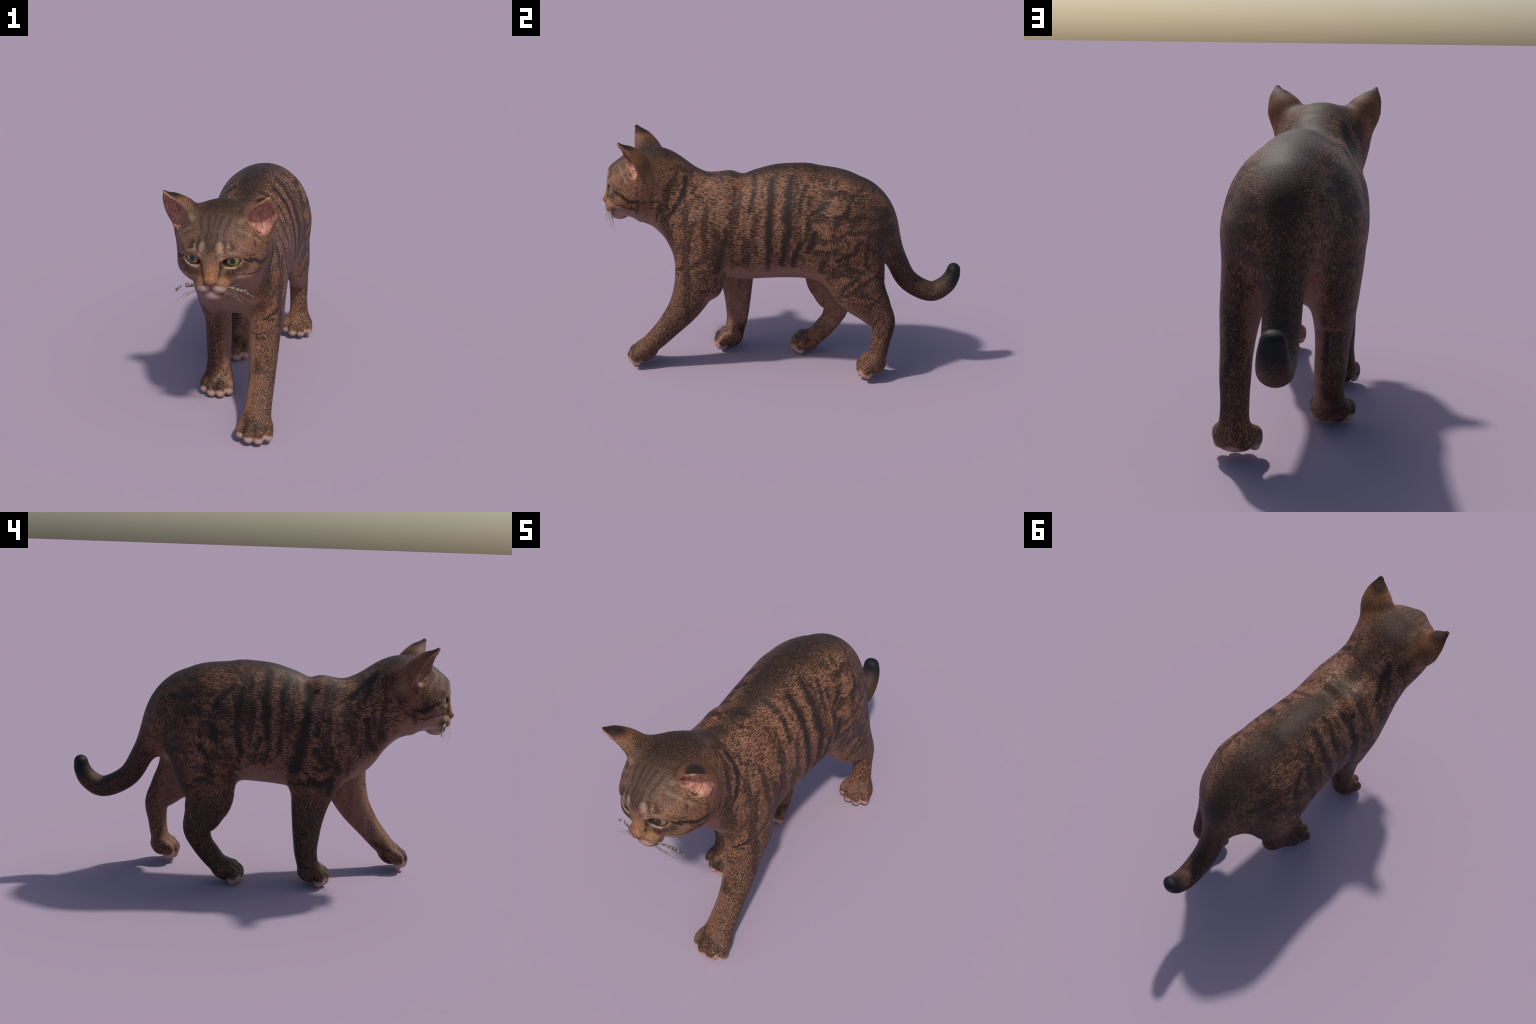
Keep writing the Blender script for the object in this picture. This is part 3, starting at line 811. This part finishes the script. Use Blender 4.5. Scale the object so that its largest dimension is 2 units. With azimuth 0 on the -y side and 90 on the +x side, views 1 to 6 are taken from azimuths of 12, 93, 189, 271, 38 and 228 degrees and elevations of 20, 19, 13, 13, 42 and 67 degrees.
        back = N.mul(N.step(z, 1.13, 1.19), N.step(N.math('ABSOLUTE', x), .12, .17), N.step(facing, .2, -.1))
        col = N.mix(N.mul(back, .72), col, N.mix(h2, (.080, .034, .017), (.27, .108, .046)))
        tipm = N.mul(N.step(z, 1.245, 1.272), N.step(facing, .25, -.1))
        col = N.mix(N.mul(tipm, .9), col, (.014, .010, .009))
        cupd = N.strokes(Pm, [(c0[:3], c1[:3], c0[3] * 1.0, c1[3] * 1.0, 1.) for c0, c1 in zip(CUP[:-1], CUP[1:])], .10)
        lin = N.mul(cupd, N.step(infront, .014, .002))
        vein = N.noise(N.mapping(P, (0, 0, .4), (120, 40, 40)), 1, 3, .6)
        pink = N.mix(N.step(vein, .35, .65), (.27, .105, .075), PINK)
        col = N.mix(lin, col, pink)
        rim = N.mul(ear, N.step(infront, -.012, -.004), N.step(facing, .1, .5), N.math('SUBTRACT', 1.0, lin))
        col = N.mix(N.mul(rim, .8), col, (.42, .22, .13))
    bs.inputs['Roughness'].default_value = rough
    bs.inputs['Specular IOR Level'].default_value = .13 if face else .17
    t.links.new(col, bs.inputs['Base Color'])
    bump = t.nodes.new('ShaderNodeBump'); bump.inputs['Strength'].default_value = .40; bump.inputs['Distance'].default_value = .0045
    t.links.new(hair, bump.inputs['Height']); t.links.new(bump.outputs[0], bs.inputs['Normal'])
    return mat

def eye_material():
    mat = bpy.data.materials.new('cat_eye'); mat.use_nodes = True
    t = mat.node_tree; N = Nodes(t); bs = t.nodes['Principled BSDF']
    P = t.nodes.new('ShaderNodeTexCoord').outputs['Object']
    x, y, z = N.xyz(P)
    r = N.vec('LENGTH', N.comb(N.math('DIVIDE', x, .86), z, 0.))
    fib = N.noise(P, 160, 3, .6)
    iris = N.mix(N.step(fib, .35, .65), (.125, .090, .025), (.215, .158, .052))
    iris = N.mix(N.step(r, .014, .022), N.mix(.5, iris, (.10, .10, .02)), iris)
    iris = N.mix(N.step(r, .0310, .0360), iris, (.018, .013, .008))
    iris = N.mix(N.step(r, .0150, .0138), iris, (.003, .003, .004))
    t.links.new(iris, bs.inputs['Base Color'])
    bs.inputs['Roughness'].default_value = .22
    bs.inputs['Coat Weight'].default_value = .35
    bs.inputs['Coat Roughness'].default_value = .04
    return mat

def whisker_material():
    mat = bpy.data.materials.new('whisker_hair'); mat.use_nodes = True
    t = mat.node_tree; N = Nodes(t); bs = t.nodes['Principled BSDF']
    P = t.nodes.new('ShaderNodeTexCoord').outputs['Object']
    f = N.noise(N.mapping(P, (0, 0, .3), (110, 30, 60)), 1, 2, .6)
    t.links.new(N.mix(N.step(f, .42, .60), (.055, .045, .038), (.30, .25, .19)), bs.inputs['Base Color'])
    bs.inputs['Roughness'].default_value = .5
    return mat

# ============================================================ assembling the cat
def new_object(name, mesh, parent, mat=None):
    ob = bpy.data.objects.new(name, mesh)
    bpy.context.scene.collection.objects.link(ob)
    ob.parent = parent
    if mat is not None:
        mesh.materials.append(mat)
    return ob

def label_faces(V, Q):
    C = V[Q].mean(1)
    M = mirror(C)
    x, y, z = C.T
    names = ['torso', 'neck', 'head', 'ear.L', 'ear.R', 'tail', 'forelimb.L', 'forelimb.R', 'hindlimb.L', 'hindlimb.R',
             'paw.LF', 'paw.RF', 'paw.LH', 'paw.RH', 'nose']
    L = np.zeros(len(C), int)
    wave = .008 * np.sin(C[:, 0] * 40) + .006 * np.sin(z * 55)
    L[(y + .50) - (z - .90) * .30 + wave < 0] = 1
    L[(y + .63) - (z - 1.0) * .35 + wave < 0] = 2
    L[z < .66] = np.where(L[z < .66] == 1, 0, L[z < .66])
    e = (L == 2) & (z > 1.06) & (tube(M, EAR) < .012) & (head_raw(C) > -.004)
    L[e & (x > 0)] = 3; L[e & (x <= 0)] = 4
    L[(L == 2) & (ellipsoid(C, (0, -1.0, .914), (.027, .020, .018)) < .002)] = 14
    L[(y > .60) & (z > .35) & (tube(C, TAIL) < .05)] = 5
    for i, T in ((6, LEFT_FORELIMB), (7, RIGHT_FORELIMB), (8, LEFT_HINDLIMB), (9, RIGHT_HINDLIMB)):
        top = .60 if i < 8 else .64
        L[(z + wave < top) & (tube(C, T) < .045) & (L == 0)] = i
    for i, k in ((10, 'left_front'), (11, 'right_front'), (12, 'left_hind'), (13, 'right_hind')):
        q = paw_local(C, k)
        L[(paw(C, k) < .02) & (q[:, 2] + q[:, 1] * .35 < .135)] = i
    toe = np.full(len(C), -1)
    for i, k in ((10, 'left_front'), (11, 'right_front'), (12, 'left_hind'), (13, 'right_hind')):
        m = L == i
        q = paw_local(C[m], k)
        d = np.stack([np.hypot(q[:, 0] - dx, 0 * q[:, 0]) for dx, dy, s in TOES], 1)
        front = q[:, 1] < np.array([dy + .050 for dx, dy, s in TOES])[d.argmin(1)]
        toe[np.nonzero(m)[0][front]] = d.argmin(1)[front]
    return names, L, toe

def piece(V, Q, G, mask, name, parent, mat):
    q = Q[mask]
    used, inv = np.unique(q, return_inverse=True)
    me = bpy.data.meshes.new(name)
    v = V[used]; f = inv.reshape(-1, 4)
    me.vertices.add(len(v)); me.vertices.foreach_set('co', v.astype(np.float32).ravel())
    me.loops.add(f.size); me.loops.foreach_set('vertex_index', f.astype(np.int32).ravel())
    me.polygons.add(len(f)); me.polygons.foreach_set('loop_start', np.arange(0, f.size, 4, dtype=np.int32))
    me.update(calc_edges=True)
    me.polygons.foreach_set('use_smooth', np.ones(len(f), bool))
    me.normals_split_custom_set_from_vertices(G[used].astype(np.float32))
    return new_object(name, me, parent, mat)

def blade(path, widths, thick, name, parent, mat, up=(0, 0, 1)):
    """A hair or a flat strand with real thickness: six-sided loft along a path."""
    p = catmull(path, 5); w = np.interp(np.linspace(0, 1, len(p)), np.linspace(0, 1, len(widths)), widths)
    bm = bmesh.new(); rings = []
    for i in range(len(p)):
        tan = p[min(i + 1, len(p) - 1)] - p[max(i - 1, 0)]; tan /= np.linalg.norm(tan)
        u = np.asarray(up, float); u = u - tan * (u @ tan); u /= np.linalg.norm(u)
        s = np.cross(tan, u)
        th = min(thick, w[i])
        rings.append([bm.verts.new(p[i] + u * (w[i] * .5 * np.cos(a)) + s * (th * .5 * np.sin(a)))
                      for a in np.arange(6) * np.pi / 3])
    for a, b in zip(rings[:-1], rings[1:]):
        for k in range(6):
            bm.faces.new((a[k], a[(k + 1) % 6], b[(k + 1) % 6], b[k]))
    bm.faces.new(rings[0][::-1]); bm.faces.new(rings[-1])
    bm.normal_update()
    me = bpy.data.meshes.new(name); bm.to_mesh(me); bm.free()
    for f in me.polygons:
        f.use_smooth = True
    return new_object(name, me, parent, mat)

def main():
    root = bpy.data.objects.new('tabby_cat', None)
    bpy.context.scene.collection.objects.link(root)
    root['label'] = 'brown striped tabby cat walking with a lowered curling tail'
    root['category'] = 'cat'

    V, Q, G = surface(CELL)
    V[:, 2] -= V[:, 2].min()
    names, L, toe = label_faces(V, Q)
    obs = {}; mats = {}
    order = [('torso', 'torso', None), ('neck', 'neck', None), ('head', 'head', None), ('ear.L', 'ear', 'head'), ('ear.R', 'ear', 'head'),
             ('nose', 'nose', 'head'), ('tail', 'tail', None), ('forelimb.L', 'forelimb', None), ('forelimb.R', 'forelimb', None),
             ('hindlimb.L', 'hindlimb', None), ('hindlimb.R', 'hindlimb', None), ('paw.LF', 'paw', None), ('paw.RF', 'paw', None),
             ('paw.LH', 'paw', None), ('paw.RH', 'paw', None)]
    for key, nm, par in order:
        m = (L == names.index(key))
        if key in ('head', 'torso', 'neck', 'tail') or nm in ('forelimb', 'hindlimb', 'paw'):
            C = V[Q[m]].reshape(-1, 3)
            mt = coat('tabby_%s_coat' % nm, (C.min(0), C.max(0)), key == 'head')
            mats[key] = mt
        else:
            mt = mats['head']
        ob = piece(V, Q, G, m & (toe < 0), nm, obs.get(par, root), mt)
        obs[key] = ob
        if nm == 'paw':
            for k in range(4):
                if (m & (toe == k)).any():
                    piece(V, Q, G, m & (toe == k), 'toe', ob, mt)
    # eyes
    em = eye_material()
    bm = bmesh.new(); bmesh.ops.create_uvsphere(bm, u_segments=48, v_segments=32, radius=EYE_R)
    me = bpy.data.meshes.new('eye'); bm.to_mesh(me); bm.free()
    for f in me.polygons:
        f.use_smooth = True
    me.materials.append(em)
    for s in (1, -1):
        ob = bpy.data.objects.new('eye', me); bpy.context.scene.collection.objects.link(ob)
        ob.parent = obs['head']; ob.location = (EYE_C[0] * s, EYE_C[1], EYE_C[2])
        ob.rotation_euler = (-.02, 0, .16 * s)
    # whiskers
    wm = whisker_material(); rng = np.random.default_rng(5)
    for s in (1, -1):
        for k in range(6):
            b = np.array([.040 + .006 * (k % 4), -.966 + .010 * (k % 4), .890 - .007 * (k // 2)])
            e = np.array([.115 + .085 * rng.random(), -.945 + .065 * rng.random(), .845 - .095 * rng.random()])
            mid = (b + e) / 2 + np.array([.012, -.014, .010])
            pts = [b, mid, e]
            pts = [(q[0] * s, q[1], q[2]) for q in pts]
            blade(pts, (.0015, .0012, .0004), .0012, 'whisker', obs['head'], wm)
        a = [(.052, -.958, .888), (.090, -.944, .884), (.153, -.914, .859)] if s > 0 else [(.052, -.958, .888), (.080, -.950, .886), (.128, -.930, .876)]
        blade([(q[0] * s, q[1], q[2]) for q in a], (.003, .010, .017) if s > 0 else (.003, .012, .020), .0022, 'whisker', obs['head'], wm, (0, .35, 1))
        a = [(.140, -.920, .858), (.165, -.908, .843), (.188, -.896, .825)] if s > 0 else [(.146, -.926, .868), (.160, -.920, .858), (.181, -.912, .838)]
        blade([(q[0] * s, q[1], q[2]) for q in a], (.010, .008, .001) if s > 0 else (.001, .008, .014), .0020, 'whisker', obs['head'], wm, (0, .35, 1))
        a = [(.062, -.955, .868), (.105, -.940, .840), (.154, -.921, .797)]
        blade([(q[0] * s, q[1], q[2]) for q in a], (.0015, .004, .0006), .0016, 'whisker', obs['head'], wm, (0, .35, 1))

main()
